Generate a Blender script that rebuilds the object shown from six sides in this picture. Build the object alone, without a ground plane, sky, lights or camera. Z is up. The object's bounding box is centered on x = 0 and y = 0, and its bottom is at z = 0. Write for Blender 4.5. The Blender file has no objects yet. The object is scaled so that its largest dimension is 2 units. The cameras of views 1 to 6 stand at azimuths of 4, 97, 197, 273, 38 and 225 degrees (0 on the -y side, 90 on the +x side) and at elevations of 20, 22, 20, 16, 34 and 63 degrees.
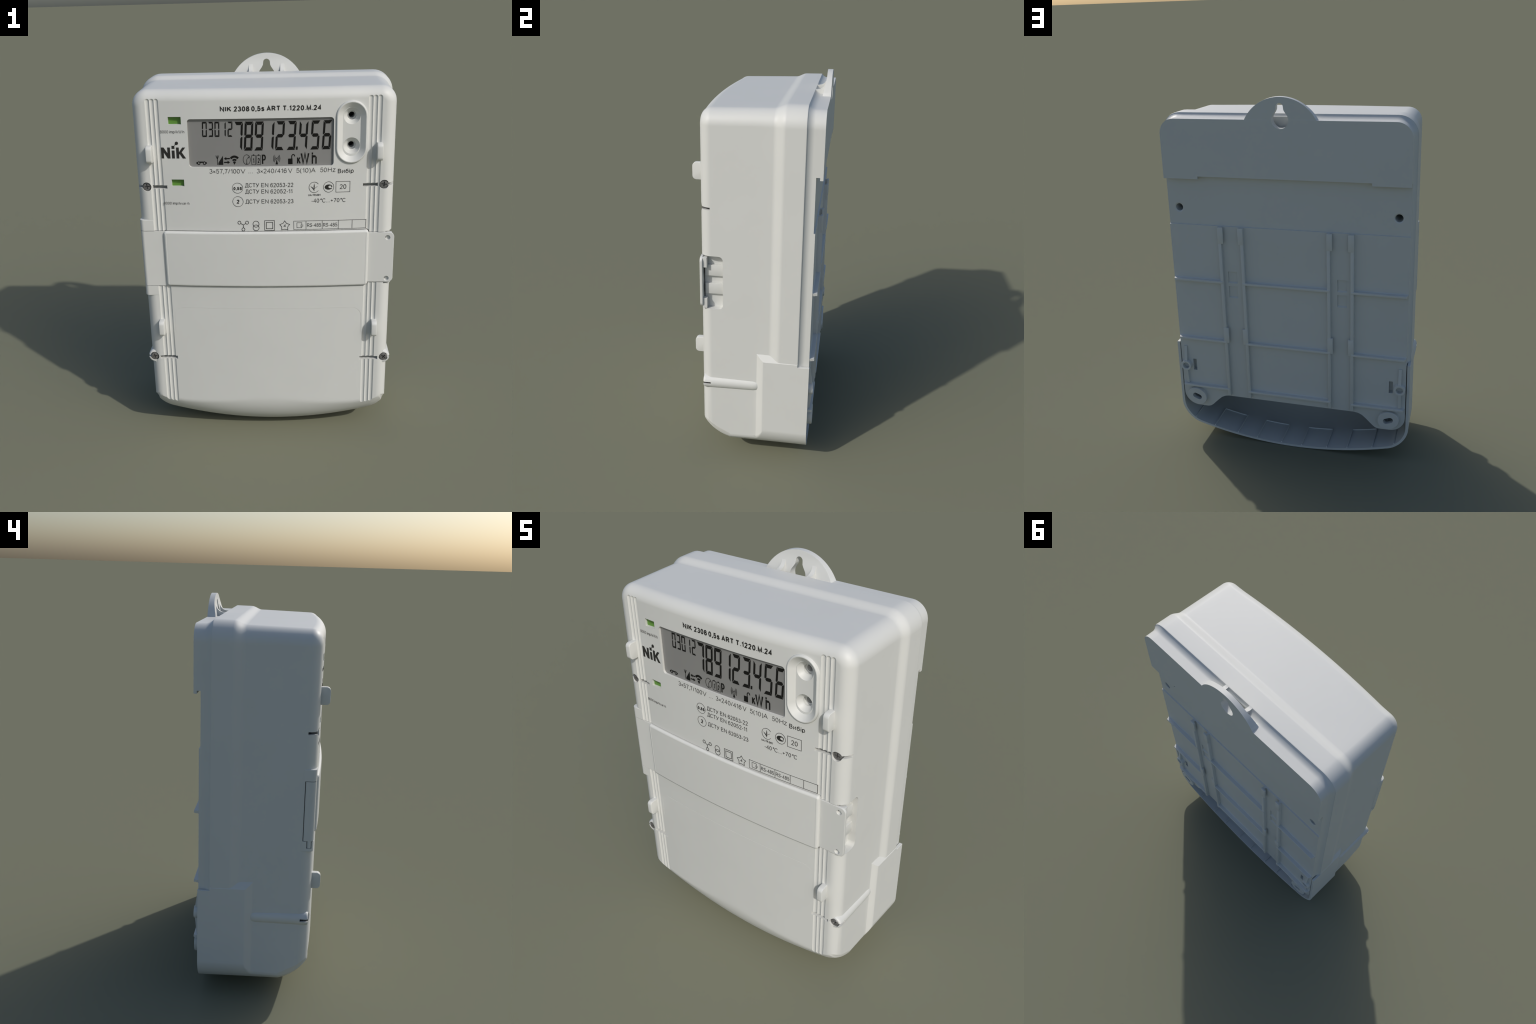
"""Wall-mounted electricity meter: moulded white plastic case with a bowed front,
LCD window, optical port, access hatch, sealing screws, printed markings and a
ribbed back plate with a keyhole hanger."""
import bpy, bmesh
from math import sin, cos, acos, pi, radians, sqrt, hypot, atan2
from mathutils import Vector

SCN = bpy.context.scene.collection

# ------------------------------------------------------------------ rules
FRONT = -0.2915          # foremost line of the bowed front (x = 0)
BOW = 0.088              # front bow: y = FRONT + BOW * x^2
ARC = 0.25               # belly: the bottom edge rises with ARC * x^2
BACK = 0.313


def bow(x):
    """Cylinder-like bow that levels out beyond the fluted bands."""
    a = abs(x)
    if a <= 0.5:
        return BOW * a * a
    return BOW * 0.25 + 0.0015 * smooth((a - 0.5) / 0.05)


def front(x):
    return FRONT + bow(x)


def belly(x, y):
    return ARC * x * x + 0.004 * min(1.0, max(0.0, (0.289 - y) / 0.435))


def smooth(t):
    t = min(1.0, max(0.0, t))
    return t * t * (3 - 2 * t)


def lerp(a, b, t):
    return a + (b - a) * t


# ------------------------------------------------------------------ materials
def principled(name, colour, rough=0.5, metallic=0.0, grain=0.0, grain_scale=300.0, vary=0.0, coat=0.0, soften=0.0, spec=0.5):
    m = bpy.data.materials.new(name)
    m.use_nodes = True
    nt = m.node_tree
    b = nt.nodes["Principled BSDF"]
    b.inputs["Base Color"].default_value = (*colour, 1)
    b.inputs["Roughness"].default_value = rough
    b.inputs["Metallic"].default_value = metallic
    b.inputs["Specular IOR Level"].default_value = spec
    b.inputs["Coat Weight"].default_value = coat
    tc = nt.nodes.new("ShaderNodeTexCoord")
    if vary:
        n = nt.nodes.new("ShaderNodeTexNoise")
        n.inputs["Scale"].default_value = 5.0
        n.inputs["Detail"].default_value = 3.0
        r = nt.nodes.new("ShaderNodeValToRGB")
        lo = [c * (1 - vary) for c in colour]
        hi = [min(1, c * (1 + vary)) for c in colour]
        r.color_ramp.elements[0].position, r.color_ramp.elements[1].position = 0.3, 0.7
        r.color_ramp.elements[0].color, r.color_ramp.elements[1].color = (*lo, 1), (*hi, 1)
        nt.links.new(tc.outputs["Object"], n.inputs["Vector"])
        nt.links.new(n.outputs["Fac"], r.inputs["Fac"])
        nt.links.new(r.outputs["Color"], b.inputs["Base Color"])
    if grain:
        n = nt.nodes.new("ShaderNodeTexNoise")
        n.inputs["Scale"].default_value = grain_scale
        bp = nt.nodes.new("ShaderNodeBump")
        bp.inputs["Strength"].default_value = grain
        bp.inputs["Distance"].default_value = 0.001
        nt.links.new(tc.outputs["Object"], n.inputs["Vector"])
        nt.links.new(n.outputs["Fac"], bp.inputs["Height"])
        nt.links.new(bp.outputs["Normal"], b.inputs["Normal"])
        if soften:                      # slightly rounded moulded edges
            bv = nt.nodes.new("ShaderNodeBevel")
            bv.samples = 6
            bv.inputs["Radius"].default_value = soften
            nt.links.new(bv.outputs["Normal"], bp.inputs["Normal"])
    return m


PLASTIC = principled("white_plastic", (0.580, 0.593, 0.577), 0.5, vary=0.010, grain=0.02)
INK = principled("black_print", (0.028, 0.028, 0.026), 0.6, vary=0.03, spec=0.1)
INK_SOFT = principled("grey_print", (0.060, 0.060, 0.058), 0.6, vary=0.03, spec=0.1)
INK_PALE = principled("pale_print", (0.100, 0.100, 0.097), 0.6, vary=0.03, spec=0.1)
LCD = principled("lcd_glass", (0.212, 0.214, 0.210), 0.4, vary=0.015)
SEGMENT = principled("lcd_segment", (0.011, 0.011, 0.010), 0.6, vary=0.03, spec=0.05)
GREEN = principled("green_lens", (0.095, 0.235, 0.032), 0.4, vary=0.04)
STEEL = principled("screw_steel", (0.16, 0.16, 0.158), 0.45, metallic=0.35, grain=0.15, grain_scale=180, vary=0.08)
DARK = principled("dark_bore", (0.004, 0.004, 0.004), 0.8, vary=0.05)


# ------------------------------------------------------------------ mesh helpers
def make(name, verts, faces, mat=PLASTIC, parent=None, angle=28):
    me = bpy.data.meshes.new(name)
    me.from_pydata([tuple(v) for v in verts], [], faces)
    me.validate()
    bm = bmesh.new()
    bm.from_mesh(me)
    bmesh.ops.recalc_face_normals(bm, faces=bm.faces)
    bm.to_mesh(me)
    bm.free()
    ob = bpy.data.objects.new(name, me)
    SCN.objects.link(ob)
    me.materials.append(mat)
    if parent:
        ob.parent = parent
    shade(ob, angle)
    return ob


def shade(ob, angle=28, weighted=False):
    me = ob.data
    bm = bmesh.new()
    bm.from_mesh(me)
    lim = radians(angle)
    for f in bm.faces:
        f.smooth = True
    for e in bm.edges:
        e.smooth = len(e.link_faces) == 2 and e.calc_face_angle(0) < lim
    bm.to_mesh(me)
    bm.free()
    if weighted:
        m = ob.modifiers.new("wn", "WEIGHTED_NORMAL")
        m.keep_sharp = True
        m.weight = 80
        bake(ob)


def bake(ob):
    dg = bpy.context.evaluated_depsgraph_get()
    dg.update()
    new = bpy.data.meshes.new_from_object(ob.evaluated_get(dg))
    old = ob.data
    nm = old.name
    ob.modifiers.clear()
    ob.data = new
    bpy.data.meshes.remove(old)
    new.name = nm


def boolean(ob, tools, op="DIFFERENCE"):
    for t in tools:
        m = ob.modifiers.new("b", "BOOLEAN")
        m.operation = op
        m.solver = "EXACT"
        m.object = t
        bake(ob)
        me = t.data
        bpy.data.objects.remove(t)
        bpy.data.meshes.remove(me)
    me = ob.data
    while len(me.materials) > 1:
        me.materials.pop()
    for p in me.polygons:
        p.material_index = 0
    bm = bmesh.new()
    bm.from_mesh(me)
    bmesh.ops.remove_doubles(bm, verts=bm.verts, dist=2e-5)
    bm.to_mesh(me)
    bm.free()


def join(parts, name=None):
    """Merge several helper objects into the first one."""
    bm = bmesh.new()
    for p in parts:
        bm.from_mesh(p.data)
    a = parts[0]
    bm.to_mesh(a.data)
    bm.free()
    for p in parts[1:]:
        me = p.data
        bpy.data.objects.remove(p)
        bpy.data.meshes.remove(me)
    if name:
        a.name = name
        a.data.name = name
    return a


def box(x0, x1, y0, y1, z0, z1, name="helper", bevel=0.0, seg=3, mat=PLASTIC, parent=None):
    vs = [(x, y, z) for x in (x0, x1) for y in (y0, y1) for z in (z0, z1)]
    fs = [(0, 1, 3, 2), (4, 6, 7, 5), (0, 4, 5, 1), (2, 3, 7, 6), (0, 2, 6, 4), (1, 5, 7, 3)]
    ob = make(name, vs, fs, mat, parent)
    if bevel:
        round_edges(ob, bevel, seg)
    return ob


def round_edges(ob, width, seg=3, angle=35, test=None):
    bm = bmesh.new()
    bm.from_mesh(ob.data)
    es = [e for e in bm.edges if len(e.link_faces) == 2 and e.calc_face_angle(0) > radians(angle) and (test is None or test(e))]
    bmesh.ops.bevel(bm, geom=es, offset=width, segments=seg, profile=0.5, affect="EDGES", clamp_overlap=True)
    bm.to_mesh(ob.data)
    bm.free()
    shade(ob)


def cyl(x, z, r, y0, y1, n=40, name="helper", r1=None, mat=PLASTIC, parent=None):
    """Round bar along y; r at y0, r1 at y1."""
    r1 = r if r1 is None else r1
    vs = [(x + r * cos(2 * pi * i / n), y0, z + r * sin(2 * pi * i / n)) for i in range(n)]
    vs += [(x + r1 * cos(2 * pi * i / n), y1, z + r1 * sin(2 * pi * i / n)) for i in range(n)]
    fs = [tuple(range(n)), tuple(range(n, 2 * n))] + [(i, (i + 1) % n, n + (i + 1) % n, n + i) for i in range(n)]
    return make(name, vs, fs, mat, parent)


def lathe(x, z, prof, n=40, name="helper", mat=PLASTIC, parent=None, sx=1.0, sz=1.0, tilt=0.0):
    """Closed solid of revolution about an axis along y: prof = [(radius, y), ...]."""
    vs, fs = [], []
    for r, y in prof:
        for i in range(n):
            a = 2 * pi * i / n
            dx, dz = r * sx * cos(a), r * sz * sin(a)
            vs.append((x + dx * cos(tilt) - dz * sin(tilt), y, z + dx * sin(tilt) + dz * cos(tilt)))
    for k in range(len(prof) - 1):
        for i in range(n):
            j = (i + 1) % n
            fs.append((k * n + i, k * n + j, (k + 1) * n + j, (k + 1) * n + i))
    fs.append(tuple(range(n)))
    fs.append(tuple(range((len(prof) - 1) * n, len(prof) * n)))
    return make(name, vs, fs, mat, parent)


def prism(poly, axis, a, b, name="helper", mat=PLASTIC, parent=None, angle=28):
    """Extrude a 2D outline. axis 'x': poly is (y, z); axis 'y': poly is (x, z); axis 'z': poly is (x, y)."""
    def p3(p, t):
        return {"x": (t, p[0], p[1]), "y": (p[0], t, p[1]), "z": (p[0], p[1], t)}[axis]
    n = len(poly)
    vs = [p3(p, a) for p in poly] + [p3(p, b) for p in poly]
    fs = [tuple(range(n)), tuple(range(n, 2 * n))] + [(i, (i + 1) % n, n + (i + 1) % n, n + i) for i in range(n)]
    return make(name, vs, fs, mat, parent, angle)


def rounded_rect(x0, x1, z0, z1, r, n=6):
    pts = []
    for cx, cz, a0 in ((x1 - r, z1 - r, 0), (x0 + r, z1 - r, 90), (x0 + r, z0 + r, 180), (x1 - r, z0 + r, 270)):
        for i in range(n + 1):
            a = radians(a0 + 90 * i / n)
            pts.append((cx + r * cos(a), cz + r * sin(a)))
    return pts


def stadium(cx, cz, half_w, half_h, n=16):
    """Upright capsule outline."""
    pts = []
    d = half_h - half_w
    for sgn, a0 in ((1, 0), (-1, 180)):
        for i in range(n + 1):
            a = radians(a0 + 180 * i / n)
            pts.append((cx + half_w * cos(a), cz + sgn * d + half_w * sin(a)))
    return pts


# ------------------------------------------------------------------ lofted case sections
NA, NM = 10, 36      # points per corner arc and along the middle


def upper_chain(w, zt, r, chamfer=None, low=0.37):
    """Top half of a section, left to right; starts and ends at a helper point low on the side."""
    pts = [(-w, low)]
    for i in range(NA + 1):
        if chamfer:
            t = i / NA
            pts.append((-w + chamfer[0] * t, zt - chamfer[1] * (1 - t)))
        else:
            a = radians(180 - 90 * i / NA)
            pts.append((-w + r + r * cos(a), zt - r + r * sin(a)))
    left = list(pts)
    c = chamfer[0] if chamfer else r
    for i in range(1, NM):
        pts.append((lerp(-w + c, w - c, i / NM), zt))
    return pts + [(-x, z) for x, z in reversed(left)]


def lower_chain(w, rb, y, lift=0.0, flat=None, full=None):
    """Bottom half: belly curve with rolled corners. `full` is the width of the uncut corner, trimmed at w."""
    full = full or w
    a0 = 0.0 if full <= w else acos(1 - (full - w) / rb)
    pts = []
    for i in range(NA + 2):
        a = lerp(a0, pi / 2, i / (NA + 1))
        x = -full + rb * (1 - cos(a))
        z = (flat if flat is not None else belly(x, y) + lift) + rb * (1 - sin(a))
        if i == 0:                     # soften the crease where the side wall trims the corner
            z += 0.011 * min(1.0, (full - w) / 0.02)
        pts.append((x, z))
    left = list(pts)
    for i in range(1, NM):
        x = lerp(-full + rb, full - rb, i / NM)
        pts.append((x, flat if flat is not None else belly(x, y) + lift))
    return pts + [(-x, z) for x, z in reversed(left)]


def ring(y, w, zt, rt, rb, lift=0.0, flat=None, chamfer=None, full=None, low=0.37):
    up = [(x, y, z) for x, z in upper_chain(w, zt, rt, chamfer, low)]
    lo = [(x, y, z) for x, z in lower_chain(w, rb, y, lift, flat, full)]
    return up + lo[::-1]


def loft(rings, name="helper"):
    n = len(rings[0])
    vs, fs = [], []
    for r in rings:
        vs += r
    for k in range(len(rings) - 1):
        for i in range(n):
            j = (i + 1) % n
            fs.append((k * n + i, k * n + j, (k + 1) * n + j, (k + 1) * n + i))
    half = n // 2
    for base in (0, (len(rings) - 1) * n):       # caps as upright strips, so the bowed face stays smooth
        for i in range(half - 1):
            fs.append((base + i, base + i + 1, base + n - 2 - i, base + n - 1 - i))
    return make(name, vs, fs)


EDGE = 0.055                      # radius of the front edges
SIDE = 0.6345                     # half width of the front box
FULL, ROLL = 0.6605, 0.108        # half width and corner radius of the rolled bottom
CHIN_H, CHIN_R = 0.230, 0.240     # height and radius of the rolled lower front edge


def front_limit(x):
    """Front surface including the rounded side edge."""
    e = max(0.0, abs(x) - (SIDE - EDGE))
    return FRONT + bow(x) + EDGE - sqrt(max(0.0, EDGE * EDGE - e * e))


def front_ring(th, zt=1.8800, rt=0.076):
    d = EDGE * (1 - cos(th))
    eta = EDGE * (1 - sin(th))
    lo = []
    for x, z in lower_chain(SIDE - d, ROLL, -0.2, full=FULL):
        dep = CHIN_R - sqrt(CHIN_R ** 2 - (CHIN_H * cos(th)) ** 2)
        lo.append((x, max(FRONT + dep, front_limit(x)), z + CHIN_H * (1 - cos(th))))
    # helper point where the chin meets the rounded side edge
    x = SIDE - d
    up_share = 1 - sqrt(CHIN_R ** 2 - (CHIN_R - front_limit(x) + FRONT) ** 2) / CHIN_H
    z_bottom = lo[0][2] - CHIN_H * (1 - cos(th))
    low = max(z_bottom + CHIN_H * up_share, lo[0][2] + 0.002)
    up = [(x, FRONT + eta + bow(x), z) for x, z in upper_chain(SIDE - d, zt - d, rt - d, low=low)]
    return up + lo[::-1]


def build_case():
    rings = [front_ring(pi / 2 * (1 - i / 30)) for i in range(31)]
    rings.append(ring(0.0, 0.6385, 1.8862, 0.077, ROLL, full=FULL, low=0.42))
    rings.append(ring(0.078, 0.6410, 1.8882, 0.079, ROLL, full=FULL, low=0.42))
    for i in range(1, 11):
        t = i / 10
        s = smooth(t)
        rings.append(ring(lerp(0.078, 0.138, t), lerp(0.6410, 0.6600, s), lerp(1.8882, 1.9075, s), lerp(0.079, 0.098, s), ROLL, full=FULL + 0.0003 * s, low=0.42))
    rings.append(ring(0.226, 0.6620, 1.9090, 0.098, ROLL, full=0.6622, low=0.42))
    rings.append(ring(0.2305, 0.6610, 1.9080, 0.097, ROLL, full=0.6612, low=0.42))
    case = loft(rings, "front_cover")

    # wide terminal block low at the back
    low = [ring(0.004, 0.630, 0.640, 0, ROLL, chamfer=(0.002, 0.002), full=0.659)]
    for i in range(9):
        t = i / 8
        e = smooth(t) * 0.5 + t * 0.5
        low.append(ring(lerp(0.010, 0.057, t), lerp(0.6365, 0.6605, e), lerp(0.6585, 0.6560, e), 0, ROLL, chamfer=(lerp(0.001, 0.0225, e), lerp(0.002, 0.0370, e)), full=0.6607))
    low.append(ring(0.229, 0.6635, 0.656, 0, ROLL, chamfer=(0.0225, 0.037), full=0.6637))
    low.append(ring(0.2295, 0.6635, 0.606, 0, ROLL, chamfer=(0.001, 0.001), full=0.6637))
    low.append(ring(0.289, 0.6650, 0.606, 0, ROLL, chamfer=(0.001, 0.001), full=0.6652))
    boolean(case, [loft(low)], "UNION")

    # square pads beside the hinge and round screw pillars low on the sides
    pad = prism(rounded_rect(-0.6362, -0.545, -0.2692, -0.19, 0.022, 7), "z", 0.826, 1.238)
    round_edges(pad, 0.003, 2, 50)
    boolean(case, [pad], "UNION")
    for s in (-1, 1):
        boss = lathe(s * 0.613, 0.463, [(0.0260, -0.2605), (0.0310, -0.2590), (0.0345, -0.2550), (0.0365, -0.2480), (0.0365, 0.0), (0.034, 0.02), (0.027, 0.035), (0.015, 0.043)], 44)
        boolean(case, [boss], "UNION")
        seat = prism(rounded_rect(min(s * 0.585, s * 0.615), max(s * 0.585, s * 0.615), 0.4275, 0.4985, 0.006, 3), "y", -0.2590, -0.2)
        boolean(case, [seat], "UNION")

    # hollow terminal chamber, open at the back
    cav = [ring(-0.12, 0.60, 0.585, 0.03, 0.08, lift=0.05), ring(-0.05, 0.612, 0.598, 0.03, 0.085, lift=0.014),
           ring(0.05, 0.620, 0.598, 0.03, 0.09, lift=0.012), ring(0.075, 0.645, 0.598, 0.03, 0.10, lift=0.012), ring(0.35, 0.6515, 0.598, 0.03, 0.10, lift=0.012)]
    boolean(case, [loft(cav), box(-0.6495, 0.6495, 0.2325, 0.36, 0.30, 0.70)])
    return case


def swept_cut(poly, name="helper", y_off=0.012, lead=0.06, step=0.03):
    """Pocket cutter whose floor follows the bow: the outline is subdivided along x."""
    pts = []
    n = len(poly)
    for i in range(n):
        a, b = poly[i], poly[(i + 1) % n]
        k = max(1, int(abs(b[0] - a[0]) / step))
        for j in range(k):
            t = j / k
            pts.append((lerp(a[0], b[0], t), lerp(a[1], b[1], t)))
    n = len(pts)
    vs = [(x, front(x) - lead, z) for x, z in pts] + [(x, front(x) + y_off, z) for x, z in pts]
    fs = [tuple(range(n)), tuple(range(n, 2 * n))] + [(i, (i + 1) % n, n + (i + 1) % n, n + i) for i in range(n)]
    return make(name, vs, fs)


def slab_cut(x0, x1, z0, z1, r, off, lead=0.06, cols=24):
    """Rounded-rectangle pocket made of upright strips, floor parallel to the bowed front."""
    return strip_solid(x0, x1, z0, z1, r, lambda x: front(x) - lead, lambda x: front(x) + off, cols)


def strip_solid(x0, x1, z0, z1, r, yf, yb, cols=24, name="helper", na=6, mat=PLASTIC, parent=None):
    top, bot = [], []
    for i in range(na + 1):
        a = radians(180 - 90 * i / na)
        top.append((x0 + r + r * cos(a), z1 - r + r * sin(a)))
        bot.append((x0 + r + r * cos(a), z0 + r - r * sin(a)))
    for i in range(1, cols):
        x = lerp(x0 + r, x1 - r, i / cols)
        top.append((x, z1))
        bot.append((x, z0))
    for i in range(na + 1):
        a = radians(90 - 90 * i / na)
        top.append((x1 - r + r * cos(a), z1 - r + r * sin(a)))
        bot.append((x1 - r + r * cos(a), z0 + r - r * sin(a)))
    n = len(top)
    vs, fs = [], []
    for fy in (yf, yb):
        vs += [(x, fy(x), z) for x, z in top] + [(x, fy(x), z) for x, z in bot]
    m = 2 * n
    for i in range(n - 1):
        fs += [(i, i + 1, n + i + 1, n + i), (m + i, m + n + i, m + n + i + 1, m + i + 1),
               (i, m + i, m + i + 1, i + 1), (n + i, n + i + 1, m + n + i + 1, m + n + i)]
    fs += [(0, n, m + n, m), (n - 1, m + n - 1, m + 2 * n - 1, 2 * n - 1)]
    return make(name, vs, fs, mat, parent)


def flute(x, r=0.0135, depth=0.0062, z0=0.02, z1=1.829, n=24):
    """Upright concave groove with a rounded top."""
    yc = front(x) + depth - r
    vs, fs = [], []
    levels = [(z0, 1.0), (z1, 1.0)] + [(z1 + r * sin(radians(a)), cos(radians(a))) for a in (15, 30, 45, 60, 75, 87)]
    for z, k in levels:
        for i in range(n):
            a = 2 * pi * (i + 0.5) / n
            vs.append((x + r * k * cos(a), yc + r * k * sin(a), z))
    for k in range(len(levels) - 1):
        for i in range(n):
            j = (i + 1) % n
            fs.append((k * n + i, k * n + j, (k + 1) * n + j, (k + 1) * n + i))
    fs += [tuple(range(n)), tuple(range((len(levels) - 1) * n, len(levels) * n))]
    return make("helper", vs, fs)


def cut_case(case):
    # grooves beside the side edges
    for x in (0.5095, 0.5305, 0.5525):
        boolean(case, [join([flute(-x), flute(x)])])
    # window, indicator lights, optical port pocket
    boolean(case, [slab_cut(-0.3645, 0.3365, 1.5085, 1.7415, 0.016, 0.014)])
    boolean(case, [join([box(-0.4565, -0.3930, -0.35, -0.252, 1.7170, 1.7530), box(-0.4570, -0.3945, -0.35, -0.252, 1.4130, 1.4470)])])
    boolean(case, [prism(stadium(0.4215, 1.6680, 0.068, 0.143), "y", -0.35, -0.13)])
    # hatch bed
    boolean(case, [slab_cut(-0.5205, 0.5200, 0.8790, 1.1835, 0.018, 0.045)])
    boolean(case, [prism(rounded_rect(0.49, 0.70, 0.8945, 1.1660, 0.004, 2), "y", -0.36, -0.2515)])
    boolean(case, [box(-0.72, -0.50, -0.36, -0.2140, 0.8785, 1.1805)])
    boolean(case, [box(-0.70, -0.625, -0.2590, -0.2330, 0.8430, 0.90)])
    # side pocket behind the hatch wing
    pk = rounded_rect(-0.30, -0.1555, 0.887, 1.1700, 0.022, 6)
    boolean(case, [prism(pk, "x", 0.598, 0.75)])
    # screw recesses with sealing slots
    holes, slots, sides = [], [], []
    for s in (-1, 1):
        def sx(a, b):
            return (min(s * a, s * b), max(s * a, s * b))
        holes.append(cyl(s * 0.5845, 1.4090, 0.0228, -0.36, -0.20, 40))
        slots.append(box(*sx(0.4810, 0.5545), -0.36, -0.225, 1.3998, 1.4168))
        sides.append(box(*sx(0.600, 0.75), -0.36, -0.2175, 1.4030, 1.4165))
        holes.append(cyl(s * 0.6150, 0.4640, 0.0240, -0.36, -0.20, 40))
        slot = prism([(-0.36, 0.4460), (-0.36, 0.4725), (-0.258, 0.4700), (-0.225, 0.4665), (-0.225, 0.4560), (-0.256, 0.4520)], "x", *sx(0.4880, 0.5830))
        slots.append(slot)
        sides.append(box(*sx(0.630, 0.75), -0.36, -0.2190, 0.4560, 0.4700))
    boolean(case, [join(holes), join(slots), join(sides)])
    # bores for the rear fixing screws
    boolean(case, [join([cyl(s * 0.5850, 1.4120, 0.0200, 0.10, 0.30, 32) for s in (-1, 1)])])
    # faint outline of the label field on the lower front
    line, wd = [], 0.0016
    path = [(-0.489, 0.61), (-0.489, 0.707)] + [(-0.439 + 0.05 * cos(radians(a)), 0.707 + 0.05 * sin(radians(a))) for a in range(171, 90, -9)]
    path += [(lerp(-0.439, 0.439, i / 24), 0.757) for i in range(25)]
    path += [(-x, z) for x, z in path[:11][::-1]]
    vs, fs = [], []
    for i, (x, z) in enumerate(path):
        a, b = path[max(0, i - 1)], path[min(len(path) - 1, i + 1)]
        dx, dz = b[0] - a[0], b[1] - a[1]
        l = hypot(dx, dz)
        nx, nz = -dz / l * wd / 2, dx / l * wd / 2
        f = 0.0009
        vs += [(x + nx, front(x) - 0.02, z + nz), (x - nx, front(x) - 0.02, z - nz), (x - nx, front(x) + f, z - nz), (x + nx, front(x) + f, z + nz)]
    for i in range(len(path) - 1):
        for j in range(4):
            k = (j + 1) % 4
            fs.append((4 * i + j, 4 * i + k, 4 * i + 4 + k, 4 * i + 4 + j))
    fs += [(0, 1, 2, 3), tuple(4 * (len(path) - 1) + j for j in range(4))]
    boolean(case, [make("helper", vs, fs)])
    shade(case, 26, True)


# ------------------------------------------------------------------ hatch
def build_hatch(root):
    rise = 0.0135

    def face(x):
        return front(x) - rise
    slab = strip_solid(-0.5170, 0.5165, 0.8825, 1.1800, 0.016, face, lambda x: front(x) + 0.030, 30, "access_hatch", parent=root)
    bm = bmesh.new()
    bm.from_mesh(slab.data)
    es = []
    for e in bm.edges:
        if len(e.link_faces) == 2 and e.calc_face_angle(0) > radians(60) and all(v.co.y < front(v.co.x) - 0.006 for v in e.verts):
            es.append(e)
    bmesh.ops.bevel(bm, geom=es, offset=0.0125, segments=5, profile=0.5, affect="EDGES")
    bm.to_mesh(slab.data)
    bm.free()
    # wing with two sealing holes
    wing = prism(rounded_rect(0.47, 0.6440, 0.8975, 1.1635, 0.024, 6), "y", -0.2690, -0.2560)
    round_edges(wing, 0.0025, 2)
    boolean(wing, [join([lathe(0.6118, z, [(0.0160, -0.2740), (0.0122, -0.2672), (0.0105, -0.2610), (0.0105, -0.2000)], 28) for z in (1.1365, 0.9175)])])
    boolean(slab, [wing], "UNION")
    for z0, z1 in ((1.1080, 1.1600), (0.8900, 0.9430)):
        peg = prism([(0.604, z0), (0.634, z0), (0.634, z1), (0.604, z1)], "y", -0.258, -0.2350)
        round_edges(peg, 0.002, 2)
        boolean(slab, [peg], "UNION")
    # hinge leaf with rounded outer corner
    leaf = [(-0.49, -0.2683), (-0.49, -0.2180)]
    leaf += [(-0.6300 - 0.0060 * cos(radians(a)), -0.2225 + 0.0060 * sin(radians(a))) for a in (90, 60, 30, 0)]
    leaf += [(-0.6160 - 0.0200 * cos(radians(a)), -0.2483 - 0.0200 * sin(radians(a))) for a in range(0, 91, 10)]
    hinge = prism(leaf, "z", 0.8810, 1.1780)
    boolean(slab, [hinge], "UNION")
    shade(slab, 26, True)
    lathe_pin = prism([(-0.6260 + 0.0105 * cos(2 * pi * i / 20), -0.2460 + 0.0105 * sin(2 * pi * i / 20)) for i in range(20)], "z", 0.8450, 0.8830, "hinge_pin", parent=slab)
    return slab


def build_side_pocket(root):
    """Raised blocks inside the pocket behind the hatch wing."""
    for z0, z1 in ((1.0580, 1.1160), (0.9610, 1.0180)):
        b = box(0.590, 0.6130, -0.2480, -0.1520, z0, z1, "catch_block", bevel=0.0025, seg=2, parent=root)


# ------------------------------------------------------------------ window and display
def on_front(name, polys, mat, off, thick=0.0009, parent=None):
    """Thin raised print: 2D outlines (x, z) wrapped onto the bowed front, `off` behind it.
    An item is a polygon, or ("strip", left, right, closed) for a drawn line."""
    vs, fs = [], []
    for k, poly in enumerate(polys):
        b, up = len(vs), thick + 0.00002 * (k % 12)
        if poly[0] == "strip":
            _, left, right, closed = poly
            n = len(left)
            for (xl, zl), (xr, zr) in zip(left, right):
                vs += [(xl, front(xl) + off - up, zl), (xr, front(xr) + off - up, zr), (xr, front(xr) + off + 0.0006, zr), (xl, front(xl) + off + 0.0006, zl)]
            for i in range(n if closed else n - 1):
                p, q = b + 4 * i, b + 4 * ((i + 1) % n)
                fs += [(p + j, p + (j + 1) % 4, q + (j + 1) % 4, q + j) for j in range(4)]
            if not closed:
                fs += [tuple(b + j for j in range(4)), tuple(b + 4 * (n - 1) + j for j in range(4))]
        else:
            n = len(poly)
            vs += [(x, front(x) + off - up, z) for x, z in poly] + [(x, front(x) + off + 0.0006, z) for x, z in poly]
            fs += [tuple(b + i for i in range(n)), tuple(b + n + i for i in range(n))]
            fs += [(b + i, b + (i + 1) % n, b + n + (i + 1) % n, b + n + i) for i in range(n)]
    return make(name, vs, fs, mat, parent, 40)


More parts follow.
